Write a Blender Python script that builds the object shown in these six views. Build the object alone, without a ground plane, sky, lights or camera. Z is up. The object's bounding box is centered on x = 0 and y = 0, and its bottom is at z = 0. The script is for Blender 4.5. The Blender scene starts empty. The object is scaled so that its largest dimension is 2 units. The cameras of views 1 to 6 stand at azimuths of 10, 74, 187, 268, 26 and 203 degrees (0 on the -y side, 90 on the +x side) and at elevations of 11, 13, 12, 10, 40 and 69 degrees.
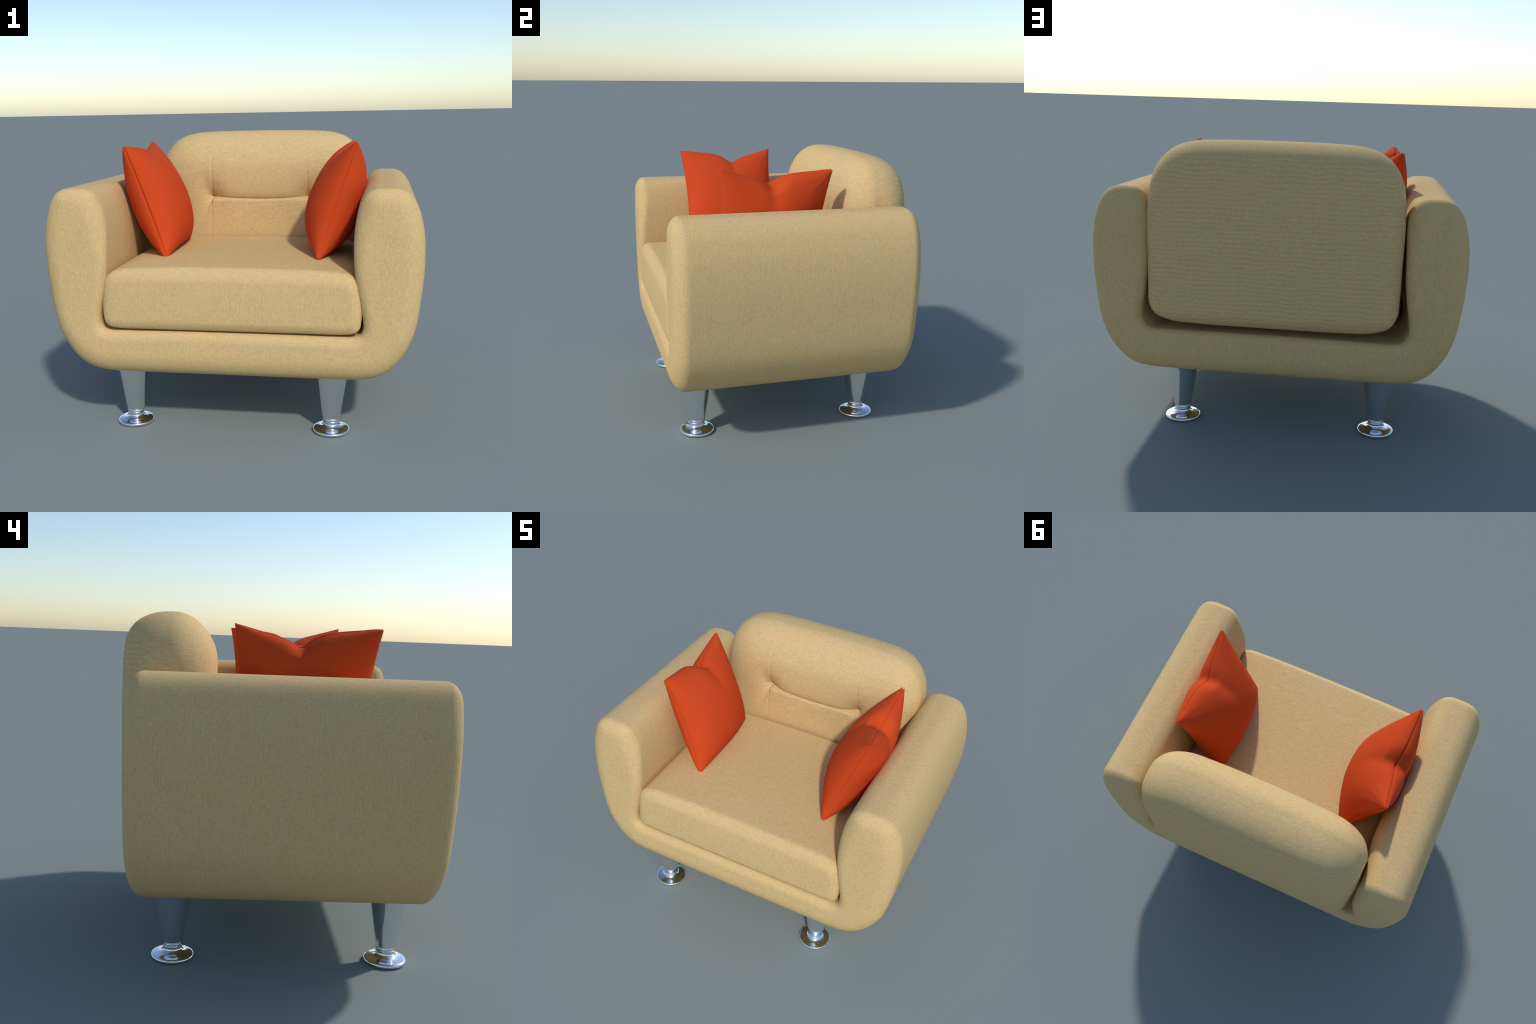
import bpy, bmesh, math
import numpy as np
from mathutils import Matrix, Vector

# ------------------------------------------------------------------ helpers
def curve_through(pts, n):
    """Smooth (centripetal Catmull-Rom) curve through control points, n samples by arc length."""
    P = np.array(pts, float)
    P = np.vstack([2 * P[0] - P[1], P, 2 * P[-1] - P[-2]])
    out = []
    for i in range(1, len(P) - 2):
        p0, p1, p2, p3 = P[i - 1:i + 3]
        d1, d2, d3 = [max(np.linalg.norm(b - a), 1e-6) ** 0.5 for a, b in ((p0, p1), (p1, p2), (p2, p3))]
        m1 = (p1 - p0) / d1 - (p2 - p0) / (d1 + d2) + (p2 - p1) / d2
        m2 = (p2 - p1) / d2 - (p3 - p1) / (d2 + d3) + (p3 - p2) / d3
        m1, m2 = m1 * d2, m2 * d2
        t = np.linspace(0, 1, 24, endpoint=False)[:, None]
        out.append((2 * t**3 - 3 * t**2 + 1) * p1 + (t**3 - 2 * t**2 + t) * m1
                   + (-2 * t**3 + 3 * t**2) * p2 + (t**3 - t**2) * m2)
    out.append(P[-2][None, :])
    C = np.vstack(out)
    s = np.concatenate([[0], np.cumsum(np.linalg.norm(np.diff(C, axis=0), axis=1))])
    k = np.linspace(0, s[-1], n)
    return np.stack([np.interp(k, s, C[:, j]) for j in range(C.shape[1])], 1)


def smooth(x, a, b):
    t = np.clip((x - a) / (b - a), 0, 1)
    return t * t * (3 - 2 * t)


def nearest(pts, loop):
    """Distance from each 2D point to a closed loop, and the index of the nearest loop vertex."""
    A, B = loop, np.roll(loop, -1, 0)
    AB = B - A
    L = np.maximum((AB ** 2).sum(1), 1e-12)
    dist = np.empty(len(pts)); idx = np.empty(len(pts), int)
    for k in range(0, len(pts), 4000):
        p = pts[k:k + 4000, None, :]
        t = np.clip(((p - A) * AB).sum(2) / L, 0, 1)
        d = np.linalg.norm(p - (A + t[..., None] * AB), axis=2)
        j = d.argmin(1)
        idx[k:k + 4000] = j; dist[k:k + 4000] = d[np.arange(len(j)), j]
    return dist, idx


def roll_off(d, rd, ry):
    """Elliptical edge rounding: how far the face sinks at distance d from the outline."""
    e = np.clip(1 - d / rd, 0, 1)
    return ry * (1 - np.sqrt(np.maximum(1 - e * e, 0)))


def new_object(name, verts, faces, mat, parent=None, weld=1e-6):
    me = bpy.data.meshes.new(name)
    me.from_pydata([tuple(v) for v in verts], [], faces)
    bm = bmesh.new(); bm.from_mesh(me)
    bmesh.ops.remove_doubles(bm, verts=bm.verts, dist=weld)
    bmesh.ops.dissolve_degenerate(bm, dist=1e-7, edges=bm.edges)
    bmesh.ops.recalc_face_normals(bm, faces=bm.faces)
    bm.to_mesh(me); bm.free()
    me.polygons.foreach_set("use_smooth", [True] * len(me.polygons))
    me.materials.append(mat)
    ob = bpy.data.objects.new(name, me)
    bpy.context.scene.collection.objects.link(ob)
    ob.parent = parent
    return ob


def grid_faces(rows, cols, base=0, flip=False):
    f = []
    for i in range(rows - 1):
        for j in range(cols - 1):
            a = base + i * cols + j
            q = (a, a + 1, a + cols + 1, a + cols)
            f.append(q[::-1] if flip else q)
    return f


# ---------------------------------------------------------------- materials
def node_mat(name):
    m = bpy.data.materials.new(name); m.use_nodes = True
    nt = m.node_tree
    return m, nt, nt.nodes["Principled BSDF"]


def add(nt, kind, **kw):
    n = nt.nodes.new(kind)
    for k, v in kw.items():
        if k.startswith("in_"):
            key = k[3:]
            n.inputs[int(key) if key.isdigit() else key.replace("_", " ")].default_value = v
        else:
            setattr(n, k, v)
    return n


def math_node(nt, op, a, b=None):
    n = nt.nodes.new("ShaderNodeMath"); n.operation = op
    for i, v in enumerate((a, b)):
        if v is None:
            continue
        if isinstance(v, (int, float)):
            n.inputs[i].default_value = v
        else:
            nt.links.new(v, n.inputs[i])
    return n.outputs[0]


def stretched_noise(nt, co, scale, detail=2.0, rough=0.55):
    mp = add(nt, "ShaderNodeMapping"); mp.inputs["Scale"].default_value = scale
    nt.links.new(co, mp.inputs["Vector"])
    nz = add(nt, "ShaderNodeTexNoise", in_Scale=1.0, in_Detail=detail, in_Roughness=rough)
    nt.links.new(mp.outputs[0], nz.inputs["Vector"])
    return nz.outputs["Fac"]


def ribs(nt, co, axis, period, distort):
    """Thread ribs: a fine sine wave along one axis, wandering a little."""
    w = add(nt, "ShaderNodeTexWave", wave_type='BANDS', bands_direction=axis, wave_profile='SIN')
    w.inputs["Scale"].default_value = 2 * math.pi / (20 * period)
    w.inputs["Distortion"].default_value = distort
    w.inputs["Detail"].default_value = 2.0
    w.inputs["Detail Scale"].default_value = 0.6
    nt.links.new(co, w.inputs["Vector"])
    return w.outputs["Fac"]


def mix_value(nt, fac, a, b):
    n = add(nt, "ShaderNodeMix", data_type='FLOAT')
    nt.links.new(fac, n.inputs[0]); nt.links.new(a, n.inputs[2]); nt.links.new(b, n.inputs[3])
    return n.outputs[0]


def woven_fabric(name, dark, light, hue_a, hue_b, upright, streak=1.0, bump=0.25, sheen=0.0, rib_wall_amt=0.36, rib_top_amt=0.16):
    """Slubby woven cloth: streaks run upright (or level) on walls and across on tops."""
    m, nt, bsdf = node_mat(name)
    co = add(nt, "ShaderNodeTexCoord").outputs["Object"]
    nrm = add(nt, "ShaderNodeSeparateXYZ"); nt.links.new(add(nt, "ShaderNodeNewGeometry").outputs["Normal"], nrm.inputs[0])
    topness = add(nt, "ShaderNodeMapRange", interpolation_type='SMOOTHSTEP')
    nt.links.new(math_node(nt, 'ABSOLUTE', nrm.outputs[2]), topness.inputs[0])
    topness.inputs[1].default_value = 0.55; topness.inputs[2].default_value = 0.85
    top = topness.outputs[0]
    if upright:
        wall_fine = stretched_noise(nt, co, (290, 290, 42), 3)
        wall_wide = stretched_noise(nt, co, (95, 95, 14), 2)
    else:
        wall_fine = stretched_noise(nt, co, (42, 42, 300), 3)
        wall_wide = stretched_noise(nt, co, (14, 14, 95), 2)
    fine = mix_value(nt, top, wall_fine, stretched_noise(nt, co, (36, 230, 230), 3))
    wide = mix_value(nt, top, wall_wide, stretched_noise(nt, co, (14, 95, 95), 2))
    if upright:
        cross = mix_value(nt, top, stretched_noise(nt, co, (48, 48, 320), 2), stretched_noise(nt, co, (320, 48, 48), 2))
    else:
        cross = stretched_noise(nt, co, (320, 48, 48), 2)
    if upright:
        sideness = add(nt, "ShaderNodeMapRange", interpolation_type='SMOOTHSTEP')
        nt.links.new(math_node(nt, 'ABSOLUTE', nrm.outputs[0]), sideness.inputs[0])
        sideness.inputs[1].default_value = 0.6; sideness.inputs[2].default_value = 0.8
        rib_wall = mix_value(nt, sideness.outputs[0], ribs(nt, co, 'X', 0.0076, 0.8), ribs(nt, co, 'Y', 0.011, 2.5))
    else:
        back_face = add(nt, "ShaderNodeMapRange", interpolation_type='SMOOTHSTEP')
        nt.links.new(nrm.outputs[1], back_face.inputs[0])
        back_face.inputs[1].default_value = 0.2; back_face.inputs[2].default_value = 0.6
        rib_wall = mix_value(nt, back_face.outputs[0], stretched_noise(nt, co, (20, 20, 120), 2), ribs(nt, co, 'Z', 0.025, 5.0))
    rib = mix_value(nt, top, rib_wall, ribs(nt, co, 'Y', 0.0105, 2.5))
    rib_mask = stretched_noise(nt, co, (6, 6, 6), 1)
    amt = add(nt, "ShaderNodeMix", data_type='FLOAT', in_2=rib_wall_amt, in_3=rib_top_amt)
    nt.links.new(top, amt.inputs[0])
    rib_amt = math_node(nt, 'MULTIPLY', math_node(nt, 'SUBTRACT', rib, 0.5), math_node(nt, 'MULTIPLY', rib_mask, amt.outputs[0]))
    v = math_node(nt, 'ADD', math_node(nt, 'MULTIPLY', fine, 0.52), math_node(nt, 'MULTIPLY', wide, 0.14))
    v = math_node(nt, 'ADD', v, math_node(nt, 'MULTIPLY', cross, 0.34))
    v = math_node(nt, 'ADD', math_node(nt, 'MULTIPLY', math_node(nt, 'SUBTRACT', v, 0.5), streak * 1.5), 0.5)
    v = math_node(nt, 'ADD', v, rib_amt)
    ramp = add(nt, "ShaderNodeMix", data_type='RGBA', clamp_factor=True)
    nt.links.new(v, ramp.inputs[0])
    ramp.inputs[6].default_value = (*dark, 1); ramp.inputs[7].default_value = (*light, 1)
    # slow drift between a greener and a pinker dye lot
    drift = stretched_noise(nt, co, (22, 22, 13), 2)
    dr = add(nt, "ShaderNodeMapRange"); nt.links.new(drift, dr.inputs[0])
    dr.inputs[1].default_value = 0.35; dr.inputs[2].default_value = 0.65
    hue = add(nt, "ShaderNodeMix", data_type='RGBA')
    nt.links.new(dr.outputs[0], hue.inputs[0])
    hue.inputs[6].default_value = (*hue_a, 1); hue.inputs[7].default_value = (*hue_b, 1)
    mul = add(nt, "ShaderNodeMix", data_type='RGBA', blend_type='MULTIPLY', in_0=1.0)
    nt.links.new(ramp.outputs[2], mul.inputs[6]); nt.links.new(hue.outputs[2], mul.inputs[7])
    nt.links.new(mul.outputs[2], bsdf.inputs["Base Color"])
    bsdf.inputs["Roughness"].default_value = 0.92
    bsdf.inputs["Specular IOR Level"].default_value = 0.12
    bsdf.inputs["Sheen Weight"].default_value = sheen
    bsdf.inputs["Sheen Roughness"].default_value = 0.5
    bp = add(nt, "ShaderNodeBump", in_Strength=bump, in_Distance=0.002)
    h = math_node(nt, 'ADD', fine, math_node(nt, 'MULTIPLY', rib, 0.3 if upright and rib_wall_amt else 0.0))
    nt.links.new(h, bp.inputs["Height"]); nt.links.new(bp.outputs[0], bsdf.inputs["Normal"])
    return m


BEIGE_DARK, BEIGE_LIGHT = (0.500, 0.358, 0.166), (0.800, 0.570, 0.270)  # beige darkened and dulled slightly overall to offset missing crease shadows inside
HUE_A, HUE_B = (0.985, 1.0, 0.965), (1.015, 0.985, 1.0)
beige_upright = woven_fabric("beige_woven_upholstery", BEIGE_DARK, BEIGE_LIGHT, HUE_A, HUE_B, True, streak=1.6)
beige_level = woven_fabric("beige_backrest_upholstery", BEIGE_DARK, BEIGE_LIGHT, HUE_A, HUE_B, False, streak=1.6, rib_wall_amt=0.40, rib_top_amt=0.08)
orange_cloth = woven_fabric("orange_pillow_cloth", (0.53, 0.056, 0.0120), (0.70, 0.076, 0.0165),
                            (1, 1, 1), (0.97, 1.03, 1.0), True, streak=0.7, bump=0.12, sheen=0.0, rib_wall_amt=0.0, rib_top_amt=0.0)

chrome, nt, b = node_mat("polished_chrome")
b.inputs["Metallic"].default_value = 1.0
b.inputs["Base Color"].default_value = (0.86, 0.87, 0.88, 1)
cob = add(nt, "ShaderNodeTexCoord").outputs["Object"]
sm = stretched_noise(nt, cob, (18, 18, 18), 3)
rr = add(nt, "ShaderNodeMapRange"); nt.links.new(sm, rr.inputs[0])
rr.inputs[3].default_value = 0.06; rr.inputs[4].default_value = 0.11
nt.links.new(rr.outputs[0], b.inputs["Roughness"])

# ------------------------------------------------------------------ armchair
chair = bpy.data.objects.new("armchair", None)
bpy.context.scene.collection.objects.link(chair)
chair["label"] = "boxy beige upholstered armchair with tufted back and chrome legs"
chair["category"] = "armchair"

# --- frame: one U-shaped upholstered shell (two armrests and the base between them)
Y_FRONT, Y_REAR = -0.718, 0.660
outer_half = [(0.81, 1.337), (0.868, 1.333), (0.917, 1.309), (0.955, 1.256), (0.981, 1.18), (0.996, 1.09),
              (1.0, 1.0), (0.997, 0.90), (0.988, 0.80), (0.967, 0.65), (0.945, 0.565), (0.905, 0.482),
              (0.845, 0.405), (0.775, 0.358), (0.69, 0.338), (0.55, 0.334), (0.3, 0.333), (0.0, 0.333)]
inner_half = [(0.81, 1.337), (0.752, 1.332), (0.706, 1.306), (0.675, 1.25), (0.656, 1.17), (0.648, 1.09),
              (0.647, 1.0), (0.654, 0.90), (0.669, 0.80), (0.690, 0.70), (0.697, 0.655), (0.697, 0.620),
              (0.685, 0.590), (0.655, 0.577), (0.58, 0.576), (0.45, 0.577), (0.25, 0.579), (0.0, 0.579)]
NS, NT, NW = 150, 44, 26


def both_halves(half):
    c = curve_through(half, NS)
    left = c * [-1, 1]
    return np.vstack([left, c[::-1][1:]])


O, I = both_halves(outer_half), both_halves(inner_half)
S = len(O)
tt = (1 - np.cos(np.linspace(0, math.pi, NT))) / 2
G = I[:, None, :] * (1 - tt)[None, :, None] + O[:, None, :] * tt[None, :, None]
loop = np.vstack([O, I[::-1][1:-1]])
d, near = nearest(G.reshape(-1, 2), loop)
zn = loop[near, 1]
low = 1 - smooth(zn, 0.36, 0.60)
high = smooth(zn, 1.22, 1.33)


inner_low = np.where(near >= S, 1 - smooth(zn, 0.90, 1.28), 0.0)      # edges that hug the seat cushion


def frame_rim(front):
    if front:
        rd = 0.10 + 0.02 * low - 0.015 * high - 0.045 * inner_low
        ry = 0.074 + 0.004 * low - 0.018 * high - 0.030 * inner_low
    else:
        rd = 0.10 + 0.02 * low + 0.010 * high - 0.045 * inner_low
        ry = 0.068 + 0.004 * low - 0.002 * high - 0.030 * inner_low
    return rd, ry


caps = []
for front in (True, False):
    rd, ry = frame_rim(front)
    sink = roll_off(d, rd, ry)
    soft = 0.008 * np.clip(1 - d / 0.17, 0, 1) ** 2 * (1 - 0.7 * inner_low)
    y = (Y_FRONT + sink + soft) if front else (Y_REAR - sink - soft)
    # behind the backrest the inner faces draw outwards, leaving a gap
    draw = (0.0 if front else 0.10) * (1 - 0.75 * smooth(I[:, 1], 1.02, 1.28)) * (0.3 + 0.7 * smooth(I[:, 1], 0.58, 0.66))
    g = G + (O - I)[:, None, :] * (draw[:, None] * ((1 - tt) ** 1.6)[None, :])[..., None]
    caps.append(np.stack([g.reshape(-1, 2)[:, 0], y, g.reshape(-1, 2)[:, 1]], 1))
verts = [caps[0], caps[1]]
faces = grid_faces(S, NT, 0) + grid_faces(S, NT, S * NT, True)
base = 2 * S * NT
C0, C1 = caps[0].reshape(S, NT, 3), caps[1].reshape(S, NT, 3)
k = np.linspace(0, 1, NW)[None, :, None]
for col in (0, NT - 1):
    W = C0[:, col][:, None, :] * (1 - k) + C1[:, col][:, None, :] * k
    kk = smooth(W[..., 1], 0.20, 0.585)[..., None]
    kk = np.maximum(kk, (k == 1) * 1.0)
    W[..., 0::2] = C0[:, col][:, None, 0::2] * (1 - kk) + C1[:, col][:, None, 0::2] * kk
    verts.append(W.reshape(-1, 3)); faces += grid_faces(S, NW, base); base += S * NW
frame = new_object("upholstered_frame", np.vstack(verts), faces, beige_upright, chair, weld=2e-5)


def split_regions(ob, regions, key):
    """Separate faces by region into objects that keep the whole body's vertex normals and origin."""
    me = ob.data
    nv = np.empty(len(me.vertices) * 3); me.vertices.foreach_get("co", nv); nv = nv.reshape(-1, 3)
    nn = np.array([v.vector[:] for v in me.vertex_normals])
    groups = {r: [] for r, _ in regions}
    for p in me.polygons:
        groups[key(p.center)].append(tuple(p.vertices))
    for r, nm in regions:
        used = sorted({v for f in groups[r] for v in f})
        ren = {v: i for i, v in enumerate(used)}
        m2 = bpy.data.meshes.new(nm)
        m2.from_pydata([tuple(nv[v]) for v in used], [], [tuple(ren[v] for v in f) for f in groups[r]])
        m2.polygons.foreach_set("use_smooth", [True] * len(m2.polygons))
        m2.materials.append(me.materials[0])
        m2.normals_split_custom_set_from_vertices([tuple(nn[v]) for v in used])
        o2 = bpy.data.objects.new(nm, m2)
        bpy.context.scene.collection.objects.link(o2); o2.parent = ob.parent
    bpy.data.objects.remove(ob); bpy.data.meshes.remove(me)


split_regions(frame, [("L", "armrest"), ("R", "armrest"), ("B", "base")],
              lambda c: "B" if c.z < 0.66 else ("L" if c.x < 0 else "R"))


# --- cushions: an outline puffed out to the front and to the rear
def ring_grid(outline_pts, centre, n, per_side=None, power=1.5):
    """Square grid wrapped on an outline: outline_pts is a closed loop starting at a 'corner', 4 equal sides."""
    a = np.linspace(-1, 1, n)
    A, B = np.meshgrid(a, a, indexing="ij")
    m = np.maximum(np.abs(A), np.abs(B))
    mm = np.where(m == 0, 1, m)
    u, v = A / mm, B / mm
    p = np.where(v <= -1 + 1e-9, (u + 1) / 2,
        np.where(u >= 1 - 1e-9, 1 + (v + 1) / 2,
        np.where(v >= 1 - 1e-9, 2 + (1 - u) / 2, 3 + (1 - v) / 2)))
    loop = np.vstack([outline_pts, outline_pts[:1]])
    k = np.linspace(0, 4, len(loop))
    X, Z = np.interp(p % 4, k, loop[:, 0]), np.interp(p % 4, k, loop[:, 1])
    w = 1 - (1 - m) ** power
    return centre[0] + (X - centre[0]) * w, centre[1] + (Z - centre[1]) * w


def closed_outline(half, per_side=160):
    """half: control points from bottom centre up the +x side to top centre; returns 4-sided closed loop."""
    h = curve_through(half, 4 * per_side + 1)
    # sides split at the two points that face the diagonals
    c = np.array([0, (h[0, 1] + h[-1, 1]) / 2])
    ang = np.arctan2((h[:, 1] - c[1]) / (h[-1, 1] - c[1]), h[:, 0] / h[:, 0].max())
    i0, i1 = np.abs(ang + math.pi / 4).argmin(), np.abs(ang - math.pi / 4).argmin()

    def res(seg, n):
        s = np.concatenate([[0], np.cumsum(np.linalg.norm(np.diff(seg, axis=0), axis=1))])
        k = np.linspace(0, s[-1], n)
        return np.stack([np.interp(k, s, seg[:, 0]), np.interp(k, s, seg[:, 1])], 1)
    mir = h * [-1, 1]
    bottom = np.vstack([mir[:i0 + 1][::-1], h[1:i0 + 1]])
    side = h[i0:i1 + 1]
    topp = np.vstack([h[i1:], mir[i1:-1][::-1]])
    other = mir[i0:i1 + 1][::-1]
    return np.vstack([res(s, per_side + 1)[:-1] for s in (bottom, side, topp, other)])


def puffed_cushion(name, half, x0, n, y_front, y_rear, front_rim, rear_rim, relief, mat, n_wall=10, warp=None):
    loop = closed_outline(half)
    zc = (half[0][1] + half[-1][1]) / 2
    X, Z = ring_grid(loop, (0, zc), n)
    d, near = nearest(np.stack([X.ravel(), Z.ravel()], 1), loop)
    zn = loop[near, 1]
    rdf, ryf = front_rim(zn); rdr, ryr = rear_rim(zn)
    xf, zf = X.ravel(), Z.ravel()
    edge = smooth(d, 0.0, 0.05)
    yf = y_front + roll_off(d, rdf, ryf) + relief(xf, zf, True) * edge
    yr = y_rear - roll_off(d, rdr, ryr) + relief(xf, zf, False) * edge
    V = [np.stack([xf, yf, zf], 1), np.stack([xf, yr, zf], 1)]
    F = grid_faces(n, n, 0) + grid_faces(n, n, n * n, True)
    # wall joining the two rims
    idx = [i * n for i in range(n)] + [(n - 1) * n + j for j in range(1, n)] \
        + [i * n + n - 1 for i in range(n - 2, -1, -1)] + [j for j in range(n - 2, -1, -1)]
    k = np.linspace(0, 1, n_wall)
    a, b = V[0][idx], V[1][idx]
    W = a[:, None, :] * (1 - k)[None, :, None] + b[:, None, :] * k[None, :, None]
    V.append(W.reshape(-1, 3)); F += grid_faces(len(idx), n_wall, 2 * n * n)
    V = np.vstack(V)
    if warp is not None:
        V = warp(V)
    V[:, 0] += x0
    return new_object(name, V, F, mat, chair, weld=2e-5)


# seat cushion
seat_half = [(0.0, 0.588), (0.40, 0.588), (0.60, 0.589), (0.648, 0.596), (0.674, 0.617), (0.684, 0.66), (0.685, 0.74), (0.682, 0.81),
             (0.668, 0.858), (0.636, 0.892), (0.58, 0.909), (0.48, 0.917), (0.30, 0.922), (0.0, 0.925)]


def seat_rim(z):
    t = smooth(z, 0.66, 0.88)
    return 0.055 + 0.020 * t, 0.032 + 0.020 * t


def seat_relief(x, z, front):
    puff = 0.010 * np.clip(1 - (x / 0.69) ** 2, 0, 1) * np.clip(1 - ((z - 0.75) / 0.17) ** 2, 0, 1)
    return -puff if front else 0 * puff


def seat_warp(V):
    up = smooth(V[:, 2], 0.75, 0.92)
    ky = np.clip(1 - ((V[:, 1] + 0.15) / 0.55) ** 2, 0, 1)
    kx = np.clip(1 - (V[:, 0] / 0.66) ** 2, 0, 1)
    V[:, 2] += 0.014 * up * ky * kx
    return V


seat = puffed_cushion("seat_cushion", seat_half, 0.004, 180, -0.712, 0.309, seat_rim, lambda z: (0.022 + 0 * z, 0.014 + 0 * z), seat_relief, beige_upright,
                      n_wall=60, warp=seat_warp)

# backrest cushion, tucked at two points with a crease between them
back_half = [(0.0, 0.612), (0.40, 0.614), (0.54, 0.624), (0.625, 0.655), (0.662, 0.71), (0.673, 0.80), (0.677, 1.0), (0.680, 1.18),
             (0.676, 1.30), (0.661, 1.40), (0.617, 1.487), (0.542, 1.550), (0.450, 1.580), (0.30, 1.591), (0.0, 1.595)]
TUFT_X, TUFT_Z = 0.311, 1.180


def back_front_rim(z):
    t = smooth(z, 1.10, 1.52); b = 1 - smooth(z, 0.65, 0.85)
    return 0.15 + 0.11 * t - 0.06 * b, 0.12 + 0.055 * t - 0.04 * b


def back_rear_rim(z):
    t = smooth(z, 1.15, 1.52); b = 1 - smooth(z, 0.65, 0.85)
    return 0.11 + 0.015 * t - 0.02 * b, 0.11 + 0.070 * t - 0.03 * b


def back_relief(x, z, front):
    if not front:
        return 0.012 * np.clip(1 - (x / 0.68) ** 2, 0, 1) * np.clip(1 - ((z - 1.1) / 0.49) ** 2, 0, 1)
    ax = np.abs(x)
    side = np.clip(1 - (x / 0.66) ** 2, 0, 1)
    inside = 1 - smooth(ax, TUFT_X + 0.002, TUFT_X + 0.055)
    zc = TUFT_Z - 0.012 * np.clip(1 - (x / TUFT_X) ** 2, 0, 1) + 0.35 * np.clip(ax - TUFT_X, 0, None)
    dz = z - zc
    # upper roll: swells forward and turns in steeply above the crease; lower band comes straight out of it
    e = np.clip(1 - dz / 0.15, 0, 1)
    tight = np.sqrt(np.maximum(1 - e ** 2, 0))
    loose = smooth(dz, -0.16, 0.16)
    top_fade = 1 - smooth(z, 1.38, 1.58)
    band = -0.011 + 0.012 * np.clip(-dz / 0.24, 0, 1.2)
    above = np.where(dz > 0, -0.024 * tight, 0) * top_fade
    below = np.where(dz <= 0, band * (1 - np.exp(dz / (0.006 + 0.5 * np.clip(ax - TUFT_X + 0.02, 0, None)))), 0)
    soft = -0.022 * loose * top_fade + band * (1 - loose)
    roll = (inside * (above + below) + (1 - inside) * soft) * (0.35 + 0.65 * side)
    # tucked points, pulling the roll above them in
    rx = (ax - TUFT_X) / np.where(ax > TUFT_X, 0.055, np.where(dz > 0, 0.075, 0.060))
    rz = np.where(dz > 0, dz / 0.085, dz / (0.012 + 2.0 * np.clip(ax - TUFT_X + 0.006, 0, None)))
    r2 = rx ** 2 + rz ** 2
    crease = 0.028 * np.exp(-r2) + 0.014 * np.exp(-np.sqrt(r2 + 0.01) * 2.2)
    crease = crease + 0.007 * inside * np.exp(-np.where(dz > 0, dz / 0.016, (dz / 0.005) ** 2))
    pit = 0.013 * np.exp(-((ax - TUFT_X) / 0.014) ** 2 - (np.where(dz > 0, dz / 0.03, dz / 0.012)) ** 2)
    # upright seams through the tucks
    sx = TUFT_X + 0.012 * np.clip((TUFT_Z - z) / 0.3, 0, 1) - 0.010 * np.clip((z - TUFT_Z) / 0.3, 0, 1)
    groove = np.exp(-((ax - sx) / 0.0065) ** 2)
    fade = np.where(z > TUFT_Z, (1 - smooth(z, 1.32, 1.53)), 0.8)
    seam = groove * fade * (0.0028 + 0.0030 * np.exp(-np.abs(z - TUFT_Z) / 0.10))
    pull = 0.006 * np.exp(-((ax - TUFT_X) / 0.07) ** 2) * np.exp(-((z - TUFT_Z) / 0.16) ** 2)
    return roll + crease + pit + seam + pull


backrest = puffed_cushion("backrest_cushion", back_half, 0.012, 460, 0.330, 0.706, back_front_rim, back_rear_rim, back_relief,
                          beige_level, n_wall=12)


# --- legs: turned chrome cones on round feet
def lathe(profile, seg=64):
    V, F = [], []
    for r, z in profile:
        for k in range(seg):
            a = 2 * math.pi * k / seg
            V.append((r * math.cos(a), r * math.sin(a), z))
    for i in range(len(profile) - 1):
        for k in range(seg):
            F.append((i * seg + k, i * seg + (k + 1) % seg, (i + 1) * seg + (k + 1) % seg, (i + 1) * seg + k))
    return V, F


def lathe_mesh(name, profile):
    V, F = lathe(profile)
    ob = new_object(name, V, F, chrome, None, weld=1e-6)
    me = ob.data; bpy.data.objects.remove(ob)
    me.set_sharp_from_angle(angle=math.radians(50))
    return me


shaft_profile = [(0.0, 0.047), (0.0415, 0.047), (0.0445, 0.0485), (0.0455, 0.052), (0.0440, 0.0555), (0.0445, 0.060), (0.0470, 0.066),
                 (0.0480, 0.071), (0.0475, 0.0745), (0.0465, 0.0765), (0.0475, 0.079), (0.0490, 0.084), (0.0500, 0.092), (0.0620, 0.17),
                 (0.0730, 0.24), (0.0815, 0.295), (0.0845, 0.313), (0.0850, 0.315), (0.0930, 0.3155), (0.0945, 0.317),
                 (0.0945, 0.345), (0.0, 0.345)]
foot_profile = [(0.0, 0.0), (0.093, 0.0), (0.0980, 0.0025), (0.1005, 0.008), (0.1002, 0.0135), (0.0980, 0.0175), (0.0945, 0.0200),
                (0.088, 0.0215), (0.076, 0.0233), (0.064, 0.0258), (0.055, 0.0290), (0.0485, 0.0335), (0.0450, 0.0380), (0.0425, 0.0405),
                (0.0410, 0.0425), (0.0405, 0.0475), (0.0, 0.0475)]
shaft_me, foot_me = lathe_mesh("leg", shaft_profile), lathe_mesh("foot", foot_profile)
for x in (-0.577, 0.528):
    for y in (-0.536, 0.466):
        leg = bpy.data.objects.new("leg", shaft_me); bpy.context.scene.collection.objects.link(leg)
        leg.location = (x, y, 0); leg.parent = chair
        foot = bpy.data.objects.new("foot", foot_me); bpy.context.scene.collection.objects.link(foot)
        foot.parent = leg


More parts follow.
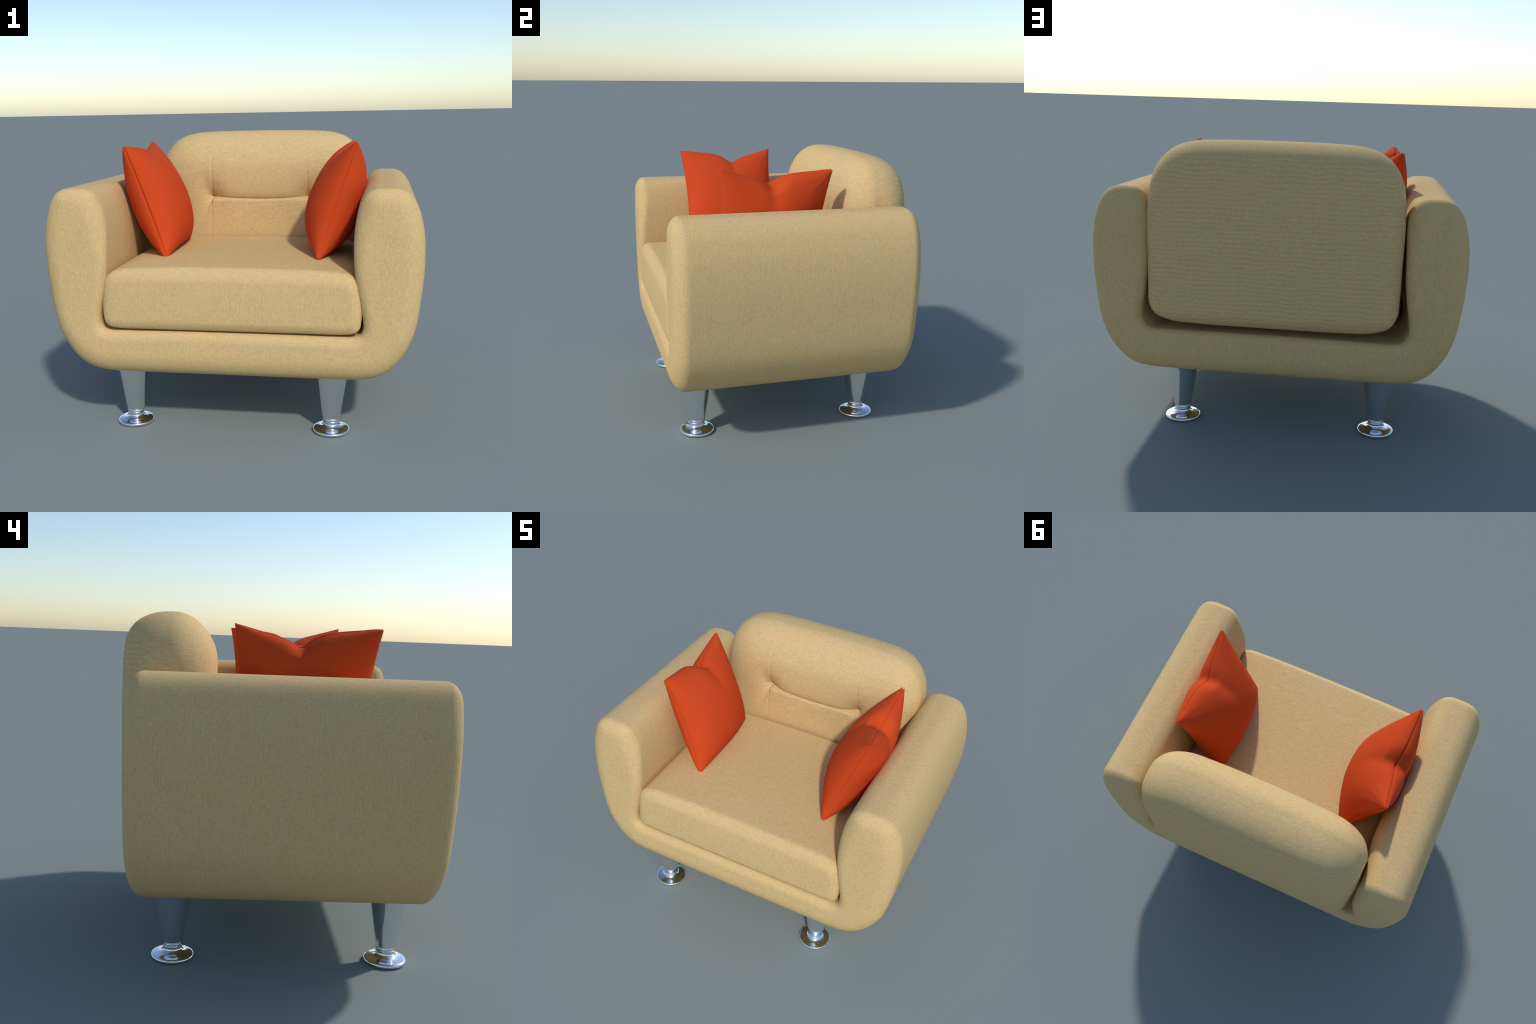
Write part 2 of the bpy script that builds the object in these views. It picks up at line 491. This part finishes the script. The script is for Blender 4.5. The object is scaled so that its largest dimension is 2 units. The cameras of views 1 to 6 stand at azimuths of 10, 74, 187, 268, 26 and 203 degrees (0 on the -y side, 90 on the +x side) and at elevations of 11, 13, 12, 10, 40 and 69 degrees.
# ------------------------------------------------------------ throw pillows
def pillow_mesh():
    n, w, h, thick = 110, 0.322, 0.328, 0.150
    a = np.sin(np.linspace(-math.pi / 2, math.pi / 2, n))
    A, B = np.meshgrid(a, a, indexing="ij")            # A across, B up
    bow = 0.026
    u0 = 0.05                                           # pinch: straight slope one way, steep then shallow the other
    right = 0.084 * np.clip((1 - A) / (1 - u0), 0, 1)
    left = 0.034 * (1 + A) / (1 + u0) + 0.040 * np.exp(-np.clip(u0 - A, 0, None) / 0.20)
    chop = np.where(A > u0, right, left * np.clip((1 + A) / 0.25, 0, 1))
    soft = np.exp(-((A - u0) / 0.07) ** 2)
    chop = chop * (1 - soft) + soft * np.minimum(chop, 0.074)
    x_edge = w - bow * (1 - B ** 2)
    z_top, z_bot = h - chop, -(h - 0.6 * bow * (1 - A ** 2))
    X = A * x_edge
    Z = z_bot + (z_top - z_bot) * (B + 1) / 2
    pinch = np.exp(-((A - u0) / 0.28) ** 2) * smooth(B, 0.0, 0.6)
    Z = Z - 0.022 * np.exp(-((A - u0) / 0.17) ** 2) * smooth(B, 0.84, 1.0)   # seam sinks into the pinch
    fa, fb = np.maximum(1 - A ** 2, 0), np.maximum(1 - B ** 2, 0)
    body = fa ** 0.52 * fb ** (0.52 - 0.16 * pinch) * (1 - 0.08 * B)
    valley = 1 - 0.20 * np.exp(-((A - u0) / 0.20) ** 2) * smooth(B, 0.30, 1.0)
    dent = 1 - 0.03 * np.exp(-(B / 0.14) ** 2) * smooth(np.abs(A), 0.6, 1.0)
    rim = 0.0065
    # a few soft pulls fanning out of the corners
    r = np.hypot(1 - np.abs(A), 1 - np.abs(B)); th = np.arctan2(1 - np.abs(B), 1 - np.abs(A))
    folds = 0.0008 * np.sin(th * 14 + A * 2 + B) * np.exp(-((r - 0.35) / 0.22) ** 2)
    T = thick * body * valley * dent + folds * np.minimum(1, 6 * body) + rim
    V, F = [], []
    for s in (1, -1):
        V.append(np.stack([X, s * T, Z], 2).reshape(-1, 3))
    F += grid_faces(n, n, 0) + grid_faces(n, n, n * n, True)
    idx = [i * n for i in range(n)] + [(n - 1) * n + j for j in range(1, n)] \
        + [i * n + n - 1 for i in range(n - 2, -1, -1)] + [j for j in range(n - 2, -1, -1)]
    fr, bk = V[0][idx], V[1][idx]
    mid = fr.copy(); mid[:, 1] = 0
    inward = -mid / np.maximum(np.linalg.norm(mid, axis=1)[:, None], 1e-9)
    mid = mid + inward * 0.014                         # stitched groove between the two halves
    base = 2 * n * n
    V.append(np.stack([fr, mid, bk], 1).reshape(-1, 3)); F += grid_faces(len(idx), 3, base)
    ob = new_object("throw_pillow", np.vstack(V), F, orange_cloth, None, weld=2e-5)
    me = ob.data; bpy.data.objects.remove(ob)
    return me


pm = pillow_mesh()


def place_pillow(centre, across, up):
    ob = bpy.data.objects.new("throw_pillow", pm)
    bpy.context.scene.collection.objects.link(ob)
    Zv = Vector(up).normalized(); Xv = Vector(across)
    Xv = (Xv - Zv * Xv.dot(Zv)).normalized(); Yv = Zv.cross(Xv)
    M = Matrix((Xv, Yv, Zv)).transposed().to_4x4(); M.translation = Vector(centre)
    ob.matrix_world = M
    ob["label"] = "plump square orange throw pillow with pinched top edge"
    ob["category"] = "pillow"
    return ob


place_pillow((-0.5235, -0.0925, 1.230), (-0.028, 0.639, -0.0035), (-0.214, -0.013, 0.6195))
place_pillow((0.534, -0.094, 1.230), (0.025, -0.625, 0.0), (0.203, 0.027, 0.616))
